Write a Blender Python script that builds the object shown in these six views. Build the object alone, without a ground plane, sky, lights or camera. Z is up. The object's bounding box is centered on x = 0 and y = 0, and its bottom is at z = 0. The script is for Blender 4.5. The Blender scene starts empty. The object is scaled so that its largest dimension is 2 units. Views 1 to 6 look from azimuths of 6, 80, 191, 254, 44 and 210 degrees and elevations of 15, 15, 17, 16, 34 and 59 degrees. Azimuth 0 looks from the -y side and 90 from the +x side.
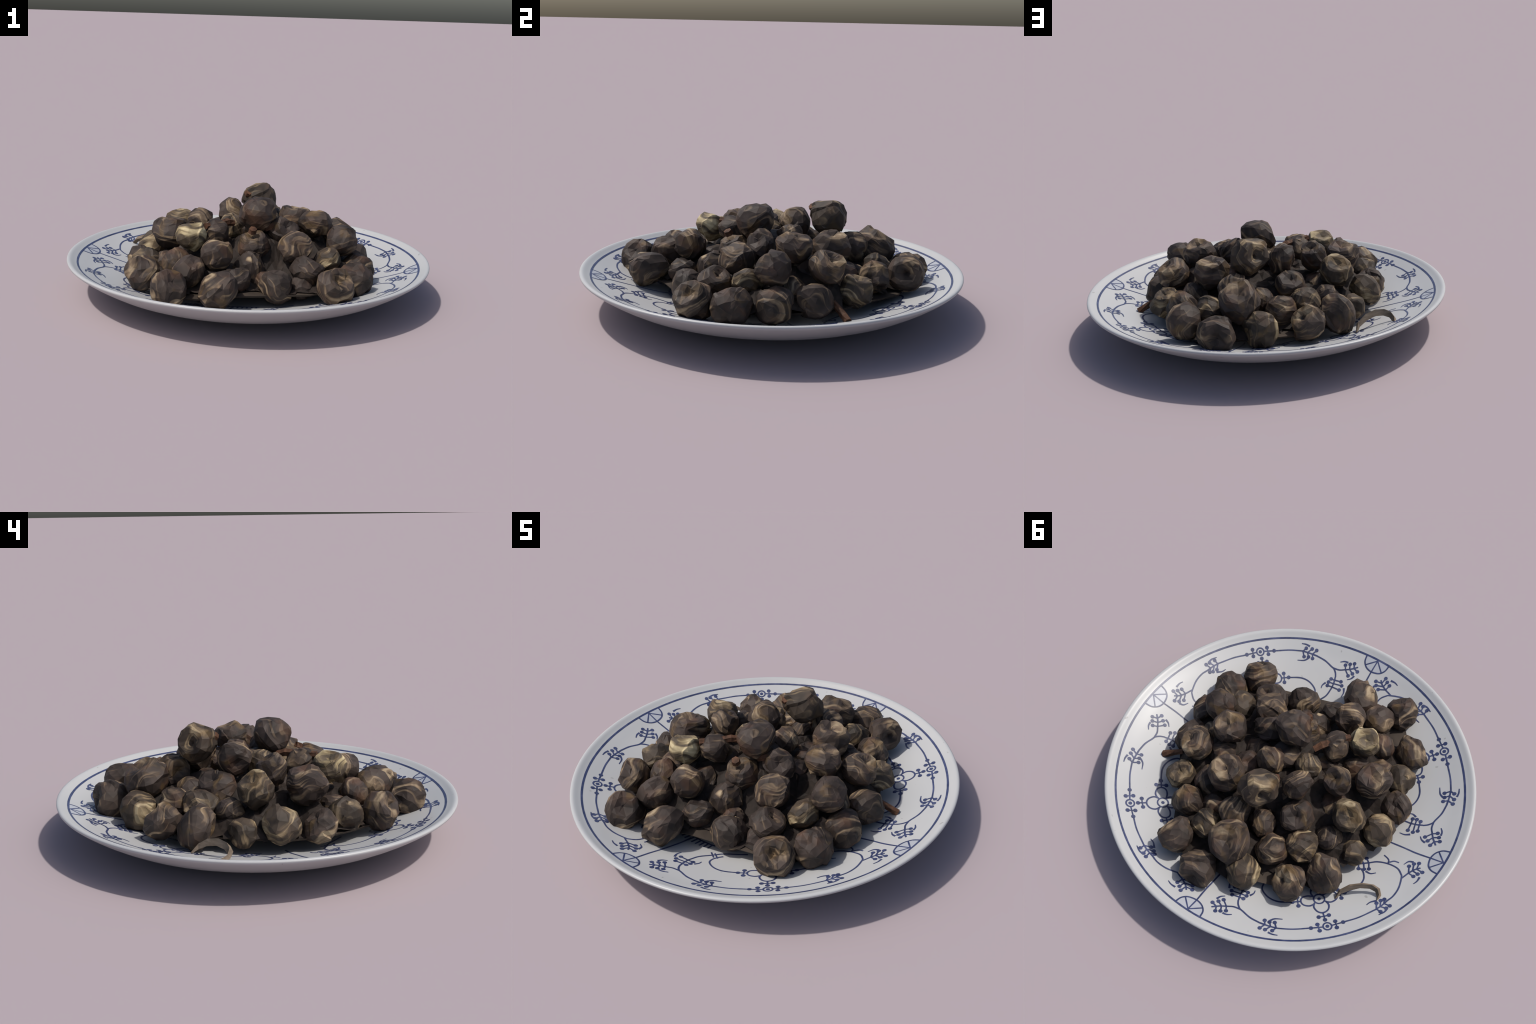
"""A heap of rolled dried tea pearls on a white porcelain plate with a blue painted vine pattern."""
import bpy, bmesh, math, random
import numpy as np
from mathutils import Vector, Matrix, noise

# ------------------------------------------------------------------ helpers
scene = bpy.context.scene


def link(obj, parent=None):
    scene.collection.objects.link(obj)
    if parent is not None:
        obj.parent = parent
    return obj


def mesh_from(name, verts, faces, mat, smooth=False):
    me = bpy.data.meshes.new(name)
    me.from_pydata([tuple(v) for v in verts], [], faces)
    me.update()
    if mat:
        me.materials.append(mat)
    me.polygons.foreach_set("use_smooth", [smooth] * len(me.polygons))
    return me


def hermite(ctrl):
    """Smooth monotone-ish curve z(r) through control points."""
    xs = np.array([c[0] for c in ctrl], float)
    ys = np.array([c[1] for c in ctrl], float)
    d = np.diff(ys) / np.diff(xs)
    m = np.concatenate([[d[0]], (d[1:] + d[:-1]) / 2, [d[-1]]])
    for i in range(len(d)):
        if d[i] == 0:
            m[i] = m[i + 1] = 0

    def f(x):
        i = int(np.clip(np.searchsorted(xs, x) - 1, 0, len(xs) - 2))
        h = xs[i + 1] - xs[i]
        t = (x - xs[i]) / h
        return ((2 * t**3 - 3 * t**2 + 1) * ys[i] + (t**3 - 2 * t**2 + t) * h * m[i]
                + (-2 * t**3 + 3 * t**2) * ys[i + 1] + (t**3 - t**2) * h * m[i + 1])
    return f


class Nodes:
    """Small wrapper that makes node trees readable."""

    def __init__(self, name):
        self.mat = bpy.data.materials.new(name)
        self.mat.use_nodes = True
        self.t = self.mat.node_tree
        self.bsdf = self.t.nodes["Principled BSDF"]

    def add(self, kind, **props):
        n = self.t.nodes.new("ShaderNode" + kind)
        for k, v in props.items():
            setattr(n, k, v)
        return n

    def put(self, socket, value):
        if isinstance(value, bpy.types.NodeSocket):
            self.t.links.new(value, socket)
        else:
            socket.default_value = value

    def math(self, op, a, b=0.0, clamp=False):
        n = self.add("Math", operation=op, use_clamp=clamp)
        self.put(n.inputs[0], a)
        self.put(n.inputs[1], b)
        return n.outputs[0]

    def vmath(self, op, a, b=(0, 0, 0), scale=None):
        n = self.add("VectorMath", operation=op)
        self.put(n.inputs[0], a)
        if op == "SCALE":
            self.put(n.inputs["Scale"], scale)
        else:
            self.put(n.inputs[1], b)
        return n.outputs[0]

    def noise(self, vec, scale, detail=2.0, rough=0.5, distortion=0.0, out="Fac"):
        n = self.add("TexNoise")
        self.put(n.inputs["Vector"], vec)
        n.inputs["Scale"].default_value = scale
        n.inputs["Detail"].default_value = detail
        n.inputs["Roughness"].default_value = rough
        n.inputs["Distortion"].default_value = distortion
        return n.outputs[out]

    def ramp(self, fac, stops):
        n = self.add("ValToRGB")
        el = n.color_ramp.elements
        while len(el) < len(stops):
            el.new(0.5)
        for e, (p, c) in zip(el, stops):
            e.position = p
            e.color = (*c, 1)
        self.put(n.inputs[0], fac)
        return n.outputs[0]

    def remap(self, v, a, b, c=0.0, d=1.0):
        n = self.add("MapRange")
        self.put(n.inputs[0], v)
        for i, x in enumerate((a, b, c, d)):
            n.inputs[i + 1].default_value = x
        return n.outputs[0]

    def mix(self, fac, a, b, blend="MIX"):
        n = self.add("Mix", data_type="RGBA", blend_type=blend)
        self.put(n.inputs[0], fac)
        self.put(n.inputs[6], a if isinstance(a, bpy.types.NodeSocket) else (*a, 1))
        self.put(n.inputs[7], b if isinstance(b, bpy.types.NodeSocket) else (*b, 1))
        return n.outputs[2]

    def bump(self, height, strength, distance):
        n = self.add("Bump")
        n.inputs["Strength"].default_value = strength
        n.inputs["Distance"].default_value = distance
        self.put(n.inputs["Height"], height)
        self.put(self.bsdf.inputs["Normal"], n.outputs[0])

    def finish(self, color, rough=0.6, spec=0.3):
        self.put(self.bsdf.inputs["Base Color"], color)
        self.put(self.bsdf.inputs["Roughness"], rough)
        self.bsdf.inputs["Specular IOR Level"].default_value = spec
        return self.mat


# ------------------------------------------------------------------ materials
def porcelain():
    n = Nodes("glazed_porcelain")
    co = n.add("TexCoord").outputs["Object"]
    big = n.noise(co, 2.2, 3)
    fine = n.noise(co, 40, 2)
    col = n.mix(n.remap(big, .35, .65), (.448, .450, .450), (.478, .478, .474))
    speck = n.remap(n.noise(co, 26, 1), .775, .80)           # rare grey specks in the glaze
    col = n.mix(n.math("MULTIPLY", speck, .5), col, (.22, .21, .20))
    col = n.mix(n.remap(fine, .3, .7, 0, .06), col, (.42, .43, .45))
    return n.finish(col, .38, .4)


def cobalt():
    n = Nodes("cobalt_underglaze")
    co = n.add("TexCoord").outputs["Object"]
    v = n.noise(co, 14, 3, .6)
    w = n.noise(co, 60, 2)
    col = n.ramp(v, [(.3, (.022, .030, .080)), (.52, (.036, .047, .118)), (.72, (.066, .080, .165))])
    col = n.mix(n.remap(w, .45, .8, 0, .35), col, (.11, .13, .21))
    return n.finish(col, .38, .4)


def blue_wash():
    n = Nodes("pale_blue_wash")
    co = n.add("TexCoord").outputs["Object"]
    col = n.mix(n.noise(co, 18, 3), (.37, .39, .43), (.43, .44, .47))
    return n.finish(col, .38, .4)


def tea(name, dark, mid, tan, pale, amount=0.0, red=0.5):
    """Rolled leaf: swirling streaks that run round the local z axis of each pearl."""
    n = Nodes(name)
    co = n.add("TexCoord").outputs["Object"]
    rnd = n.add("ObjectInfo").outputs["Random"]
    off = n.add("CombineXYZ")
    n.put(off.inputs[0], n.math("MULTIPLY", rnd, 37.0))
    n.put(off.inputs[1], n.math("MULTIPLY", rnd, 91.0))
    n.put(off.inputs[2], n.math("MULTIPLY", rnd, 53.0))
    v = n.vmath("ADD", n.vmath("SCALE", co, scale=11.0), off.outputs[0])
    warp = n.vmath("SCALE", n.vmath("SUBTRACT", n.noise(v, .62, 1, out="Color"), (.5, .5, .5)), scale=1.7)
    vw = n.vmath("ADD", v, warp)
    broad = n.noise(n.vmath("MULTIPLY", vw, (.36, .36, 2.1)), 1.1, 1.0, .5, .1)
    line = n.noise(n.vmath("MULTIPLY", vw, (.36, .36, 5.6)), 1.25, 2, .5, .1)
    patch = n.noise(v, .85, 1)
    sh = n.remap(rnd, 0, 1, amount - .012, amount + .038)
    base = n.mix(n.remap(n.noise(vw, 1.1, 2), .34, .62), dark, mid)
    k = n.math("ADD", n.math("ADD", broad, n.math("MULTIPLY", n.math("SUBTRACT", patch, .5), .30)), sh)
    k = n.math("ADD", k, n.math("MULTIPLY", n.math("SUBTRACT", line, .5), .72))
    fade = n.remap(n.noise(n.vmath("ADD", v, (3, 8, 2)), 2.0, 2), .34, .58, .50, 1.0)      # streaks come and go
    col = n.mix(n.math("MULTIPLY", n.remap(k, .525, .675), fade), base, tan)
    col = n.mix(n.math("MULTIPLY", n.remap(k, .66, .81), fade), col, pale)
    rp = n.noise(n.vmath("ADD", v, (7, 3, 1)), .8, 2)
    col = n.mix(n.remap(rp, .56, .70, 0, red), col, (.120, .060, .034))
    gp = n.noise(n.vmath("ADD", vw, (1, 9, 4)), .9, 2)
    col = n.mix(n.remap(gp, .59, .71, 0, .45), col, (.150, .092, .034))
    n.bump(line, .10, .010)
    return n.finish(col, .62, .25)


def plain_leaf(name, a, b, scale):
    n = Nodes(name)
    co = n.add("TexCoord").outputs["Object"]
    f = n.noise(n.vmath("MULTIPLY", co, scale), 1, 3, .6, .4)
    n.bump(f, .3, .004)
    return n.finish(n.ramp(f, [(.3, a), (.7, b)]), .7, .2)


PORCELAIN, COBALT, WASH = porcelain(), cobalt(), blue_wash()
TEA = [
    tea("tea_dark_brown", (.023, .0168, .0140), (.058, .0425, .0355), (.185, .130, .082), (.32, .245, .155), -.045, .45),
    tea("tea_brown", (.026, .0192, .0158), (.068, .0495, .0400), (.215, .150, .092), (.37, .285, .18), -.012, .35),
    tea("tea_olive_tan", (.026, .0198, .0150), (.069, .0515, .0380), (.235, .170, .098), (.42, .335, .205), .012, .18),
    tea("tea_pale_gold", (.055, .042, .031), (.120, .092, .062), (.34, .265, .145), (.56, .465, .28), .06, .05),
]
STEM = plain_leaf("tea_stem_red_brown", (.050, .026, .016), (.145, .070, .040), (30, 30, 8))
STRIP = plain_leaf("dry_leaf_strip", (.13, .098, .070), (.29, .225, .165), (14, 14, 40))
GAP_FILL = plain_leaf("gap_shade_dark", (.012, .009, .0075), (.038, .028, .023), (22, 22, 22))  # added gap filler; its dark tone stands in for shade between pearls
SHEET = plain_leaf("scan_fill_brown", (.040, .031, .025), (.075, .058, .045), (9, 9, 9))  # colour of the flat sheet the scan left under the heap

# ------------------------------------------------------------------ plate
inner = hermite([(0, .056), (.30, .056), (.45, .059), (.55, .072), (.62, .088), (.70, .1105), (.81, .1430),
                 (.872, .1635), (.920, .1825), (.945, .1925), (.962, .2010)])
lip = [(.972, .2072), (.980, .2112), (.987, .2133), (.994, .2125), (.999, .2095), (1.000, .2055), (.998, .1990), (.993, .1940)]
outer = [(.982, .1850), (.960, .1690), (.930, .1490), (.890, .1250), (.840, .0980), (.780, .0730), (.710, .0490),
         (.640, .0300), (.585, .0185), (.560, .0100), (.552, .0025), (.545, .0000), (.530, .0000), (.520, .0030),
         (.512, .0140), (.480, .0200), (.300, .0200), (.100, .0200)]

plate = bpy.data.objects.new("porcelain_plate", None)
plate.empty_display_size = .2
plate["label"] = "white porcelain plate with blue painted vine pattern"
plate["category"] = "plate"
plate.rotation_euler = (.0025, -.0025, 0)           # it stands a hair out of level
plate.location = (.0005, .0005, .0018)
link(plate)


def lathe(profile, segs, centre_top, centre_bottom):
    verts, faces = [], []
    for r, z in profile:
        for k in range(segs):
            a = 2 * math.pi * k / segs
            verts.append((r * math.cos(a), r * math.sin(a), z))
    for i in range(len(profile) - 1):
        for k in range(segs):
            k2 = (k + 1) % segs
            faces.append((i * segs + k, (i + 1) * segs + k, (i + 1) * segs + k2, i * segs + k2))
    c0 = len(verts)
    verts += [(0, 0, centre_top), (0, 0, centre_bottom)]
    last = (len(profile) - 1) * segs
    for k in range(segs):
        k2 = (k + 1) % segs
        faces.append((c0, k, k2))
        faces.append((c0 + 1, last + k2, last + k))
    return verts, faces


prof = [(r, inner(r)) for r in np.concatenate([np.linspace(.03, .44, 8), np.linspace(.46, .962, 52)])] + lip + outer
v, f = lathe(prof, 288, inner(0), .020)
link(bpy.data.objects.new("dish", mesh_from("dish", v, f, PORCELAIN, True)), plate)


# ------------------------------------------------------------------ painted pattern (thin raised glaze lines)
# All motifs are drawn in plate coordinates: angle in degrees from the motif's axis, and radius in metres.
class Brush:
    def __init__(self, lift=.0012):
        self.v, self.f, self.lift = [], [], lift

    def surf(self, x, y, dz):
        return (x, y, inner(min(math.hypot(x, y), .962)) + dz)

    def xy(self, p):
        a = math.radians(p[0])
        return np.array([p[1] * math.cos(a), p[1] * math.sin(a)])

    def line(self, pts, width=.0088, taper=(1, 1), step=.006, closed=False):
        P = np.array([self.xy(p) for p in pts])
        n = len(P)
        out = []
        for i in range(n if closed else n - 1):
            p1, p2 = P[i], P[(i + 1) % n]
            p0 = P[i - 1] if (i or closed) else 2 * p1 - p2
            p3 = P[(i + 2) % n] if (i + 2 < n or closed) else 2 * p2 - p1
            m = max(1, int(np.linalg.norm(p2 - p1) / step))
            for k in range(m):
                t = k / m
                out.append(.5 * (2 * p1 + (p2 - p0) * t + (2 * p0 - 5 * p1 + 4 * p2 - p3) * t * t
                                 + (3 * p1 - p0 - 3 * p2 + p3) * t**3))
        if not closed:
            out.append(P[-1])
        Q = np.array(out)
        T = np.roll(Q, -1, 0) - np.roll(Q, 1, 0) if closed else np.gradient(Q, axis=0)
        T /= np.linalg.norm(T, axis=1)[:, None] + 1e-12
        N = np.stack([-T[:, 1], T[:, 0]], 1)
        base = len(self.v)
        M = len(Q)
        for i in range(M):
            s = i / max(1, M - 1)
            w = width / 2 * (taper[0] * (1 - s) + taper[1] * s) * (1 + .13 * noise.noise((Q[i][0] * 30, Q[i][1] * 30, 3.1)))
            for side, dz in ((1, -.004), (1, self.lift), (-1, self.lift), (-1, -.004)):
                self.v.append(self.surf(*(Q[i] + side * w * N[i]), dz))
        for i in range(M if closed else M - 1):
            j = (i + 1) % M
            for k in range(3):
                self.f.append((base + 4 * i + k, base + 4 * j + k, base + 4 * j + k + 1, base + 4 * i + k + 1))
        if not closed:
            for i, flip in ((0, False), (M - 1, True)):
                q = [base + 4 * i + k for k in range(4)]
                self.f.append(tuple(q if flip else q[::-1]))

    def disc(self, p, r=.011, stretch=1.0, outline=None):
        c = self.xy(p)
        self.blob([c + r * np.array([math.cos(t), math.sin(t)]) * (1 if True else stretch)
                   for t in np.linspace(0, 2 * math.pi, 14, endpoint=False)])

    def blob(self, ring, extra=0.0):
        b = len(self.v)
        n = len(ring)
        c = sum(ring) / n
        for q in ring:
            self.v.append(self.surf(*q, self.lift + .0003 + extra))
        for q in ring:
            self.v.append(self.surf(*q, -.004))
        self.v.append(self.surf(*c, self.lift + .0003 + extra))
        for i in range(n):
            j = (i + 1) % n
            self.f.append((b + i, b + j, b + 2 * n))
            self.f.append((b + n + i, b + n + j, b + j, b + i))

    def circle(self, p, r, width=.0080, squash=1.0):
        a = math.radians(p[0])
        c = self.xy(p)
        e1, e2 = np.array([math.cos(a), math.sin(a)]), np.array([-math.sin(a), math.cos(a)])
        pts = [c + r * squash * math.cos(t) * e1 + r * math.sin(t) * e2 for t in np.linspace(0, 2 * math.pi, 16, endpoint=False)]
        self.line([(math.degrees(math.atan2(q[1], q[0])), float(np.hypot(*q))) for q in pts], width, closed=True)

    def spray(self, root, stem, left, right, arcs):
        """A stem with dotted twigs on both sides and two sickle strokes."""
        self.line([root] + stem, .0088)
        S = [root] + stem
        for side in (left, right):
            for i, d in enumerate(side):
                t = min(.95, (i + .25) / (len(side) + .15)) * (len(S) - 1)
                k = int(t)
                a, b = self.xy(S[k]), self.xy(S[min(k + 1, len(S) - 1)])
                q = a + (b - a) * (t - k)
                self.line([(math.degrees(math.atan2(q[1], q[0])), float(np.hypot(*q))), d], .0080)
                self.disc(d, .0108)
        for arc in arcs:
            self.line(arc, .0092, (1.25, .5))

    def object(self, name, mat, axes, parent):
        me = mesh_from(name, self.v, self.f, mat, False)
        for ax in axes:
            o = bpy.data.objects.new(name, me)
            o.rotation_euler = (0, 0, math.radians(ax))
            link(o, parent)


AX = [-.75 + 45 + 90 * k for k in range(4)]           # axes of the flower fields
WX = [-.8 + 90 * k for k in range(4)]                 # axes of the wheels that part them

b = Brush()
b.line([(a, .9425) for a in np.linspace(0, 360, 120, endpoint=False)], .0105, closed=True)
b.object("painted_border_line", COBALT, [0], plate)

b = Brush()                                            # half wheel on the border with its spoke to the middle
b.line([(-4.55, .940), (-4.3, .905), (-2.9, .878), (0, .866), (2.5, .876), (4.1, .903), (4.5, .940)], .0082)
for tip in ((-3.45, .889), (0, .866), (3.35, .888)):
    b.line([(0, .936), tip], .0076)
b.line([(0, .866), (-.3, .786), (-.2, .716), (-.3, .62), (-.6, .52)], .0085)
b.object("painted_wheel", COBALT, WX, plate)

b = Brush()                                            # comb of short strokes beside the middle medallion
for k in range(-5, 6):
    b.line([(2.6 * k, .505), (2.6 * k - .3, .548 - .0016 * abs(k))], .0085)
b.line([(t, .503) for t in np.linspace(-15, 15, 9)], .0080)
b.object("painted_comb", COBALT, [-90.8], plate)

b = Brush(.0005)                                       # pale wash inside each wheel
b.blob([b.xy(p) for p in [(-4.3, .938), (-4.1, .905), (-2.8, .880), (0, .869), (2.4, .879), (3.9, .905), (4.2, .938), (0, .939)]], -.0003)
b.object("painted_wheel_wash", WASH, WX, plate)

b = Brush()                                            # ringed dot between two crosses
b.circle((0, .874), .0215, .0085)
b.disc((0, .874), .0098)
for s in (-1, 1):
    c = s * 2.75
    b.line([(s * 1.45, .874), (s * 5.4, .8715)], .0080)
    b.line([(c + s * .25, .856), (c + s * .10, .892)], .0070)
    for d in ((c + s * .3, .8545), (c + s * .05, .893), (s * 5.4, .8715)):
        b.disc(d, .0112)
b.object("painted_rosette", COBALT, AX, plate)

b = Brush()                                            # four-petalled flower with crosses on three sides
b.circle((0, .704), .0285, .0085)
b.disc((0, .704), .0092)
for petal in ([(-2.2, .722), (-2.9, .748), (-1.9, .778), (0, .790), (2.1, .778), (3.0, .750), (2.2, .722)],
              [(-2.2, .684), (-2.9, .660), (-1.9, .634), (0, .624), (2.1, .634), (3.0, .660), (2.2, .684)],
              [(-2.0, .684), (-4.6, .676), (-6.9, .683), (-7.7, .705), (-6.8, .728), (-4.4, .738), (-2.2, .728)],
              [(2.0, .684), (4.6, .676), (6.9, .683), (7.7, .705), (6.8, .728), (4.4, .738), (2.2, .728)]):
    b.line(petal, .0088)
b.line([(-.1, .792), (-.1, .834)], .0080)
for d in ((-2.0, .812), (1.7, .811), (-.1, .834)):
    b.line([(-.1, .812), d], .0075)
    b.disc(d, .0112)
for s in (-1, 1):
    b.line([(s * 7.7, .706), (s * 11.1, .709)], .0080)
    b.line([(s * 9.0, .682), (s * 8.9, .732)], .0075)
    for d in ((s * 9.0, .680), (s * 8.8, .733), (s * 11.1, .709)):
        b.disc(d, .0112)
b.object("painted_flower", COBALT, AX, plate)

b = Brush()                                            # left vine: three sprays, a scroll and a hatch mark
o = .75
b.line([(-5.4, .871), (-11.3, .873), (-16.3, .872)], .0082)
b.spray((-16.3, .872), [(-19.2, .864), (-22.5, .853)],
        [(-17.4, .839), (-19.2, .840), (-20.9, .834)], [(-17.9, .889), (-20.2, .889), (-22.0, .884)],
        [[(-19.2, .832), (-17.6, .817), (-14.8, .815)], [(-19.2, .902), (-17.8, .911), (-16.1, .914)]])
b.line([(-22.5, .853), (-26.1, .835), (-29.3, .810), (-30.6, .801), (-31.8, .780), (-32.5, .756)], .0088)
b.line([(-30.0, .805), (-32.8, .803), (-34.9, .814)], .0086)
b.spray((-34.9, .814), [(-37.3, .831), (-39.6, .857)],
        [(-37.4, .788), (-38.7, .809), (-40.2, .831)], [(-34.6, .842), (-36.2, .856), (-37.7, .868)],
        [[(-39.8, .801), (-39.1, .779), (-37.7, .764)], [(-35.3, .861), (-33.8, .861), (-32.2, .850)]])
b.spray((-32.6, .688), [(-32.7, .722), (-32.4, .756)],
        [(-36.4, .690), (-36.7, .719), (-35.6, .740)], [(-30.2, .694), (-30.2, .716), (-30.9, .738)],
        [[(-38.1, .711), (-39.0, .684), (-38.8, .655)], [(-29.0, .708), (-27.8, .689), (-27.6, .669)]])
b.line([(-32.6, .688), (-31.2, .632), (-27.6, .590), (-25.7, .572), (-21.9, .546), (-10.2, .523)], .0086)
b.line([(-11.1, .709), (-17.0, .710), (-21.3, .692), (-24.6, .655), (-25.0, .622), (-23.6, .592), (-21.5, .572)], .0086)
for t in (0, 2.0):
    b.line([(-28.6 + t, .561), (-25.2 + t, .600)], .0078)
b.object("painted_vine", COBALT, AX, plate)

b = Brush()                                            # right vine: a tendril fork before the inner spray
b.line([(5.4, .871), (10.7, .874), (17.1, .873)], .0082)
b.spray((17.1, .873), [(19.6, .870), (22.4, .863)],
        [(18.9, .844), (20.7, .843), (22.0, .848)], [(18.0, .897), (20.2, .896), (21.7, .895)],
        [[(19.6, .832), (17.4, .822), (15.6, .826)], [(20.5, .900), (18.9, .909), (16.8, .908)]])
b.line([(22.4, .863), (25.2, .860), (28.8, .843), (32.7, .811), (33.8, .795), (35.0, .759), (34.5, .706), (32.4, .656), (29.6, .630)], .0086)
b.line([(32.3, .814), (35.3, .820)], .0086)
b.spray((35.3, .820), [(37.9, .832), (39.8, .853)],
        [(38.3, .799), (40.1, .812), (41.2, .832)], [(35.6, .853), (37.2, .862), (38.6, .875)],
        [[(40.7, .805), (40.0, .782), (37.9, .771)], [(36.5, .881), (34.7, .885), (33.2, .881)]])
b.line([(34.6, .704), (36.3, .690), (37.1, .655)], .0084, (1, .8))
b.line([(35.4, .704), (37.0, .720), (37.5, .745)], .0084, (1, .8))
b.spray((29.7, .631), [(26.5, .606), (23.2, .585)],
        [(26.8, .655), (25.1, .640), (23.3, .619)], [(30.3, .600), (28.0, .580), (25.4, .566)],
        [[(24.9, .654), (25.6, .682), (27.6, .698)], [(28.6, .568), (30.6, .562), (32.0, .572)]])
b.line([(11.1, .709), (17.0, .708), (21.2, .690), (23.6, .655), (24.2, .625)], .0086)
b.object("painted_tendril_vine", COBALT, AX, plate)

# ------------------------------------------------------------------ tea pearls
def pearl_mesh(seed, R, pit, aspect, tris=270):
    """One rolled leaf: a ball wound round its z axis, creased, dented, with a curled-in pole and loose leaf tips."""
    rng = random.Random(seed)
    bm = bmesh.new()
    bmesh.ops.create_icosphere(bm, subdivisions=5, radius=1.0)
    o1 = Vector((rng.uniform(-50, 50), rng.uniform(-50, 50), rng.uniform(-50, 50)))
    o2 = Vector((rng.uniform(-50, 50), rng.uniform(-50, 50), rng.uniform(-50, 50)))
    freq = rng.uniform(2.6, 4.4)
    phase, twist = rng.uniform(0, 6.28), rng.choice((-1, 1)) * rng.uniform(.3, 1.0)
    amp = rng.uniform(.030, .060)
    cuts = []
    for _ in range(rng.randint(4, 6)):
        d = Vector((rng.gauss(0, 1), rng.gauss(0, 1), rng.gauss(0, 1))).normalized()
        cuts.append((d, rng.uniform(.86, .96)))
    tips = []
    for _ in range(rng.choice((0, 1, 1, 2))):
        d = Vector((rng.gauss(0, 1), rng.gauss(0, 1), rng.gauss(0, .8))).normalized()
        tips.append((d, rng.uniform(.06, .17), rng.uniform(.16, .24)))
    folds = []
    for _ in range(3):                                  # overlapping leaf edges: a step across a tilted great circle
        d = Vector((rng.gauss(0, .6), rng.gauss(0, .6), rng.gauss(0, 1))).normalized()
        folds.append((d, rng.uniform(-.5, .5), rng.uniform(.05, .12)))
    for vert in bm.verts:
        p = vert.co.normalized()
        w = noise.noise_vector(p * 1.1 + o1)
        q = p + w * .40
        ang = math.atan2(q.y, q.x)
        s = math.sin(q.z * freq + twist * ang * round(1) + phase)
        r = 1.0 + amp * s
        r += .12 * noise.noise(p * 1.4 + o2) + .018 * noise.noise(p * 2.8 + o1)
        for d, off, h in folds:
            e = p.dot(d) - off + .25 * noise.noise(p * 1.7 + o2)
            r += h * math.exp(-max(e, 0) / .30) / (1 + math.exp(-e / .035)) - h * .35
        for d, lim in cuts:
            c = p.dot(d)
            if c > .3:
                r = min(r, lim / c + .03)
        if pit:
            a = math.acos(max(-1, min(1, p.z)))
            r += -.42 * pit * math.exp(-(a / .42) ** 2) + .10 * pit * math.exp(-((a - .70) / .22) ** 2)
        for d, h, wd in tips:
            a = math.acos(max(-1, min(1, p.dot(d))))
            r += h * math.exp(-(a / wd) ** 2)
        vert.co = Vector((p.x * aspect[0], p.y * aspect[1], p.z * aspect[2])) * r
    me = bpy.data.meshes.new("pearl_source")
    bm.to_mesh(me)
    bm.free()
    co = np.empty(len(me.vertices) * 3)
    me.vertices.foreach_get("co", co)
    co = co.reshape(-1, 3)
    rad = np.linalg.norm(co, axis=1)
    co *= R / np.percentile(rad, 74)
    me.vertices.foreach_set("co", co.ravel())
    src = bpy.data.objects.new("pearl_source", me)
    scene.collection.objects.link(src)
    m = src.modifiers.new("facets", "DECIMATE")
    m.ratio = tris / len(me.polygons)
    dg = bpy.context.evaluated_depsgraph_get()
    out = bpy.data.meshes.new_from_object(src.evaluated_get(dg))
    bpy.data.objects.remove(src)
    bpy.data.meshes.remove(me)
    out.name = "tea_pearl"
    out.polygons.foreach_set("use_smooth", [False] * len(out.polygons))
    out.update()
    return out


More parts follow.
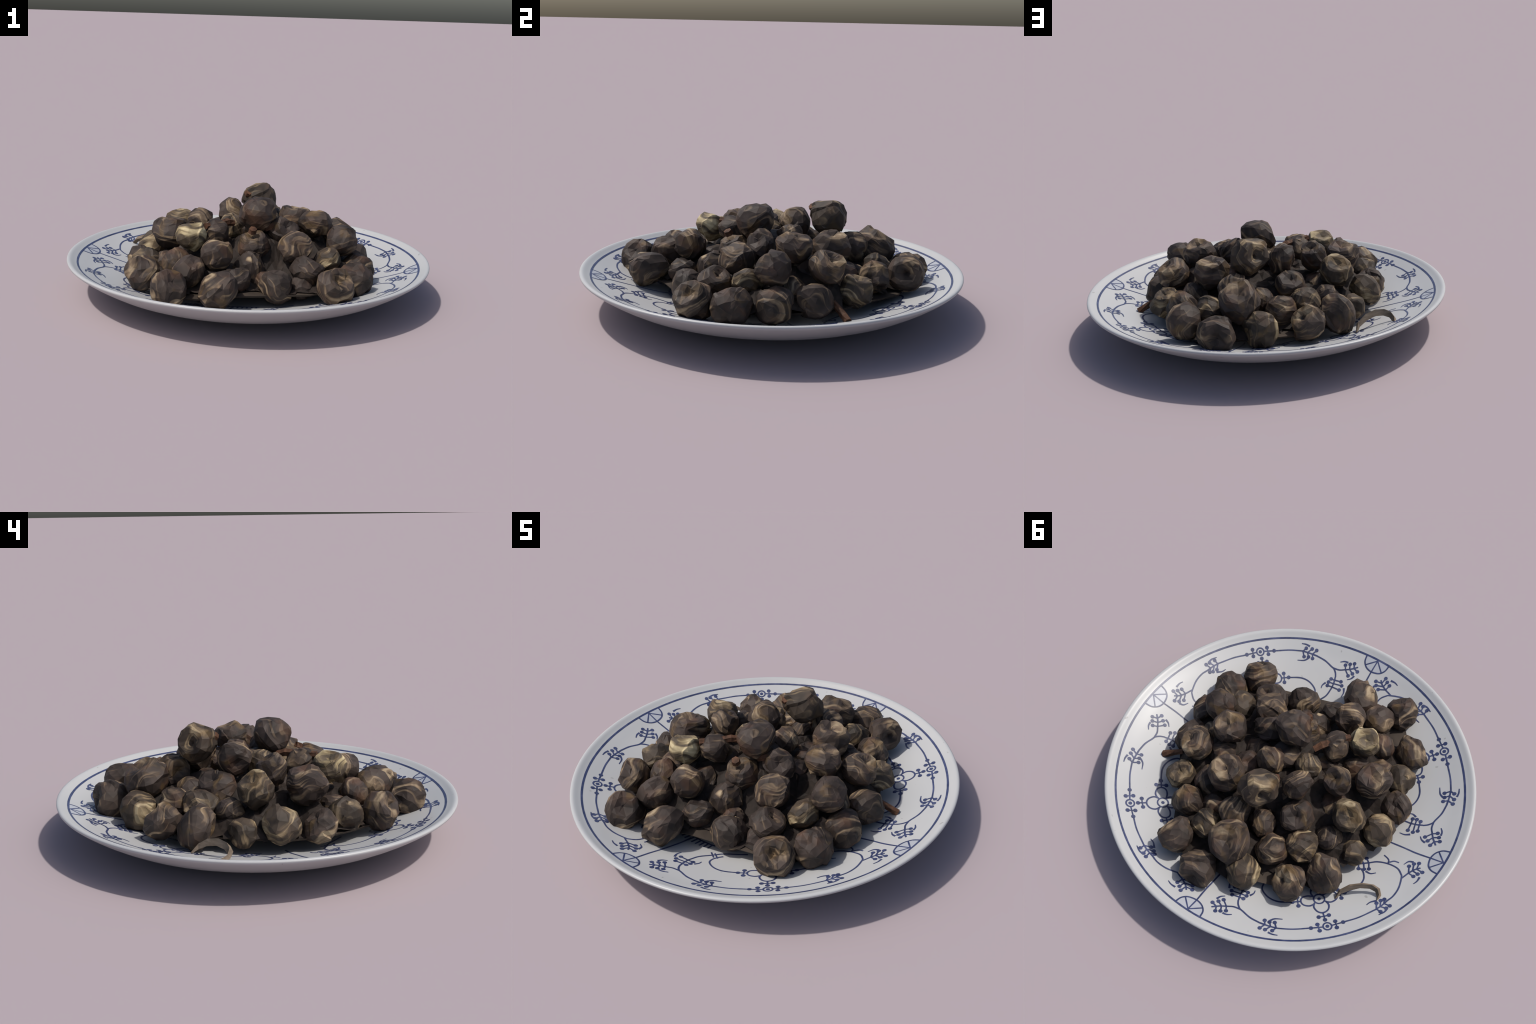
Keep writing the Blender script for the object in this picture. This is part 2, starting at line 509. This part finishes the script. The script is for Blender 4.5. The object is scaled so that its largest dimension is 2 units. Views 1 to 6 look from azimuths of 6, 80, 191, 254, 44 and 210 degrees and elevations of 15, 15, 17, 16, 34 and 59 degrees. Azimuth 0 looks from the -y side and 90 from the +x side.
# x, y, z, radius, material (None = by chance), direction of the curled pole (None = by chance)
PEARLS = [
    # crown of the heap
    (.060, -.102, .480, .101, 0, (.1, .5, -1)), (.021, .299, .477, .099, 2, (-.6, .6, .3)),
    (.370, .040, .411, .091, 1, (.1, .3, .9)), (-.125, .151, .420, .084, 1, None),
    (-.276, -.295, .383, .083, 3, (-.2, .3, .9)), (.233, .268, .370, .100, 1, (.1, .1, 1)),
    (-.282, .001, .392, .080, 0, (.2, .4, .8)), (-.161, -.188, .383, .078, 1, None),
    (.194, -.086, .385, .080, 0, (.5, -.6, .5)), (.078, .083, .393, .076, 1, None),
    (-.100, .000, .380, .072, 2, None), (.200, .125, .300, .070, 0, None),
    # middle tier
    (-.116, -.430, .320, .087, 1, None), (.280, -.231, .336, .090, 1, None), (.521, -.087, .348, .091, 0, None),
    (.491, .183, .336, .090, 1, None), (-.430, -.130, .350, .100, 0, (.1, .2, .9)), (-.423, .122, .347, .089, 2, (-.2, .5, .9)),
    (.051, -.207, .326, .086, 0, (0, -.3, .9)), (.021, .568, .316, .109, 0, (-.1, .5, .9)),
    (-.190, .253, .301, .089, 0, (-.2, .5, .9)), (.090, .420, .335, .085, 0, None),
    (-.342, -.400, .262, .077, 0, None), (.453, -.197, .260, .080, 2, None),
    (.353, -.344, .240, .086, 1, (.5, .2, .9)), (.197, .522, .252, .078, 2, None), (-.050, .360, .258, .072, 0, None),
    (.360, .463, .247, .084, 0, None), (-.285, .358, .247, .086, 2, None), (-.379, .241, .245, .070, 0, None),
    # outer ring on the plate, going round
    (.509, -.464, .196, .100, 1, (.4, -.5, .7)), (.602, -.300, .197, .100, 0, None), (.625, -.100, .202, .092, 0, None),
    (.589, .104, .206, .092, 1, None), (.495, .333, .216, .086, 2, (0, .2, .9)), (.294, .660, .238, .096, 1, (.9, -.3, .3)),
    (.105, .735, .203, .100, 1, (-.2, .9, .2)), (-.097, .628, .196, .098, 2, None), (-.336, .548, .206, .094, 1, None),
    (-.468, .418, .216, .097, 1, None), (-.522, .214, .182, .070, 2, None), (-.572, .044, .217, .090, 2, None),
    (-.585, -.140, .194, .085, 1, None), (-.518, -.292, .222, .084, 2, None), (-.495, -.473, .210, .096, 0, (-.6, -.4, .5)),
    (-.317, -.697, .204, .098, 1, None), (-.243, -.537, .250, .092, 1, None), (-.067, -.655, .206, .104, 1, None),
    (-.005, -.476, .205, .078, 0, None), (.202, -.466, .183, .089, 1, None), (.040, -.322, .224, .088, 1, None),
    (-.170, .456, .233, .086, 1, None),
    # hidden core
    (.360, .130, .285, .078, 0, None), (.330, -.395, .165, .062, 0, None), (.135, -.365, .172, .062, 0, None), (.330, .300, .240, .088, 0, None),
    (.130, .230, .235, .086, 0, None), (-.300, -.190, .245, .086, 0, None), (-.150, -.090, .260, .086, 0, None),
    (-.310, .060, .235, .086, 0, None), (.042, -.005, .355, .078, 0, None), (.190, .020, .270, .086, 0, None),
    (-.160, -.290, .225, .084, 0, None), (.480, .010, .215, .082, 0, None), (-.080, .170, .225, .084, 0, None),
    (-.400, -.270, .205, .080, 0, None), (.230, .390, .205, .080, 0, None), (.380, -.200, .190, .078, 0, None),
]

for i, (x, y, z, R, mi, axis) in enumerate(PEARLS):
    rng = random.Random(1000 + i)
    if axis is None:
        axis = (rng.gauss(0, 1), rng.gauss(0, 1), rng.gauss(0, 1))
        pit = rng.choice((0, 0, .5, .8))
    else:
        pit = rng.uniform(.8, 1.1) if axis[2] > -.5 else 0
    asp = (rng.uniform(.93, 1.07), rng.uniform(.93, 1.07), rng.uniform(.88, 1.0))
    if i < 2:                                          # the two summit pearls are plump
        asp = (1, 1, 1)
    me = pearl_mesh(i * 7 + 3 if i else 917, R * .995, pit, asp)
    if mi is None:
        mi = rng.choice((0, 1, 2))
    me.materials.clear()
    me.materials.append(TEA[mi])
    o = bpy.data.objects.new("tea_pearl", me)
    rot = Vector(axis).to_track_quat("Z", "Y").to_matrix() @ Matrix.Rotation(rng.uniform(0, 6.28), 3, "Z")
    o.matrix_world = Matrix.Translation((x * .984, y * .984, z - .010)) @ rot.to_4x4()
    o["label"] = "crumpled dark brown rolled dried tea leaf ball"
    o["category"] = "tea pearl"
    link(o)


# ------------------------------------------------------------------ flat hole fill of the scan, closing the heap from below
def fill_sheet():
    edge = [(.02, -.578), (.19, -.528), (.385, -.470), (.50, -.37), (.59, -.22), (.61, -.02), (.60, .20), (.49, .36), (.36, .60),
            (.15, .70), (-.10, .635), (-.29, .575), (-.43, .40), (-.50, .22), (-.59, .04), (-.605, -.15), (-.55, -.32), (-.48, -.50),
            (-.33, -.68), (-.16, -.66)]
    rng = random.Random(5)
    ring = [Vector((x, y)) for x, y in edge]
    n = len(ring)
    verts, faces = [], []
    for k, s in enumerate((1.0, .75, .5, .25)):
        for p in ring:
            q = p * s
            verts.append((q.x, q.y, .1455 + .004 * noise.noise((q.x * 7, q.y * 7, 1))))
    for k in range(3):
        for i in range(n):
            j = (i + 1) % n
            faces.append((k * n + i, k * n + j, (k + 1) * n + j, (k + 1) * n + i))
    verts.append((0, 0, .146))
    for i in range(n):
        faces.append((3 * n + i, 3 * n + (i + 1) % n, len(verts) - 1))
    top = len(verts)
    verts += [(a * .985, b_ * .985, c - .012) for a, b_, c in verts[:n]]
    for i in range(n):
        j = (i + 1) % n
        faces.append((i, top + i, top + j, j))
    faces.append(tuple(top + i for i in range(n))[::-1])
    o = bpy.data.objects.new("tea_dust_layer", mesh_from("tea_dust_layer", verts, faces, SHEET))
    o["label"] = "flat dark brown scan hole fill under the pearls"
    o["category"] = "scan fill"
    link(o)


fill_sheet()


def gap_core():
    """Added filler that closes the gaps between the pearls: a lumpy mound a little below their centres."""
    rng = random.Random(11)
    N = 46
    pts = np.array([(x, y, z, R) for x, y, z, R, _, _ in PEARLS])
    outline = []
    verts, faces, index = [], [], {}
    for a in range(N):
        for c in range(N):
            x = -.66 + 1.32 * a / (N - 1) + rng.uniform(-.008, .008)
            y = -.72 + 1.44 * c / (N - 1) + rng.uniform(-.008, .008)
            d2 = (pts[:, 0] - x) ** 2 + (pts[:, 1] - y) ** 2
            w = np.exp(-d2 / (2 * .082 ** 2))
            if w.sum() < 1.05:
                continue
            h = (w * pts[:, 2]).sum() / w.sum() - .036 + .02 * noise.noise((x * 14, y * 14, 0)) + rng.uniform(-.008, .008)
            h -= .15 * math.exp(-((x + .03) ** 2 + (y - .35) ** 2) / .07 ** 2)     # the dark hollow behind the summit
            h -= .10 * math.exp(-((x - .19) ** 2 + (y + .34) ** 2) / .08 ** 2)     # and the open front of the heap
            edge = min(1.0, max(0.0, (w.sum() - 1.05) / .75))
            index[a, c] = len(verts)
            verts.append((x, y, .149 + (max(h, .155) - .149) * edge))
    for (a, c), i in index.items():
        q = [(a, c), (a + 1, c), (a + 1, c + 1), (a, c + 1)]
        if all(k in index for k in q):
            i0, i1, i2, i3 = (index[k] for k in q)
            faces += [(i0, i1, i2), (i0, i2, i3)] if (a + c) % 2 else [(i0, i1, i3), (i1, i2, i3)]
    o = bpy.data.objects.new("broken_leaf", mesh_from("broken_leaf", verts, faces, GAP_FILL))
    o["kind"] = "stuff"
    o["label"] = "added dark filler mound in the gaps between the pearls"
    o["category"] = "gap filler"
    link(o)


gap_core()


# ------------------------------------------------------------------ stems and the loose curled leaf strip
def stem(pts, radii, name="tea_stem"):
    segs = 6
    verts, faces = [], []
    P = [Vector(p) for p in pts]
    for i, p in enumerate(P):
        t = (P[min(i + 1, len(P) - 1)] - P[max(i - 1, 0)]).normalized()
        s = t.cross(Vector((0, 0, 1)))
        s = s.normalized() if s.length > 1e-3 else Vector((1, 0, 0))
        u = s.cross(t)
        for k in range(segs):
            a = 2 * math.pi * k / segs + .3 * i
            verts.append(p + (s * math.cos(a) + u * math.sin(a)) * radii[i])
    for i in range(len(P) - 1):
        for k in range(segs):
            k2 = (k + 1) % segs
            faces.append((i * segs + k, i * segs + k2, (i + 1) * segs + k2, (i + 1) * segs + k))
    faces.append(tuple(range(segs))[::-1])
    faces.append(tuple((len(P) - 1) * segs + k for k in range(segs)))
    o = bpy.data.objects.new(name, mesh_from(name, verts, faces, STEM))
    o["label"] = "short red-brown broken tea leaf stem"
    o["category"] = "tea stem"
    link(o)


stem([(.575, .195, .180), (.625, .217, .155), (.655, .230, .138), (.682, .241, .121)], [.016, .017, .019, .021])
stem([(-.080, -.085, .405), (-.105, -.120, .418), (-.160, -.190, .414), (-.205, -.248, .418)], [.018, .021, .019, .018])
stem([(.100, -.140, .398), (.145, -.120, .412), (.185, -.110, .405)], [.018, .019, .016])
stem([(.045, -.235, .395), (.050, -.245, .418)], [.024, .021])
stem([(-.045, .240, .490), (-.040, .225, .512), (-.034, .215, .524)], [.018, .024, .019])


def leaf_strip():
    spine = [(-.545, .445, .190), (-.561, .461, .131), (-.567, .428, .166), (-.600, .392, .196), (-.645, .355, .208),
             (-.690, .330, .203), (-.722, .325, .190), (-.742, .340, .168), (-.748, .380, .150), (-.746, .404, .150)]
    spine = spine[1:]
    size = [.25, .75, 1.0, 1.0, 1.0, .95, .85, .65, .15]
    centre = Vector((-.645, .455, 0))
    verts, faces = [], []
    for i, p in enumerate(spine):                      # folded blade: narrow lit outer flank, tall shaded inner flank
        p = Vector(p) - Vector((0, 0, .006))
        out = p - centre
        out.z = 0
        out.normalize()
        k = size[i]
        for a, c in ((.017, -.010), (0, .007), (-.010, -.026)):
            verts.append(p + out * (a * k) + Vector((0, 0, c * k)))
    for i in range(len(spine) - 1):
        a, c = 3 * i, 3 * (i + 1)
        for x, y in ((0, 1), (1, 2), (2, 0)):
            faces.append((a + x, a + y, c + y, c + x))
    faces.append((0, 1, 2))
    e = 3 * (len(spine) - 1)
    faces.append((e, e + 1, e + 2))
    me = mesh_from("leaf_strip", verts, faces, STRIP)
    bm = bmesh.new()
    bm.from_mesh(me)
    bmesh.ops.recalc_face_normals(bm, faces=bm.faces)
    bm.to_mesh(me)
    bm.free()
    o = bpy.data.objects.new("leaf_strip", me)
    o["label"] = "loose curled strip of pale dry tea leaf"
    o["category"] = "dried leaf"
    link(o)


leaf_strip()
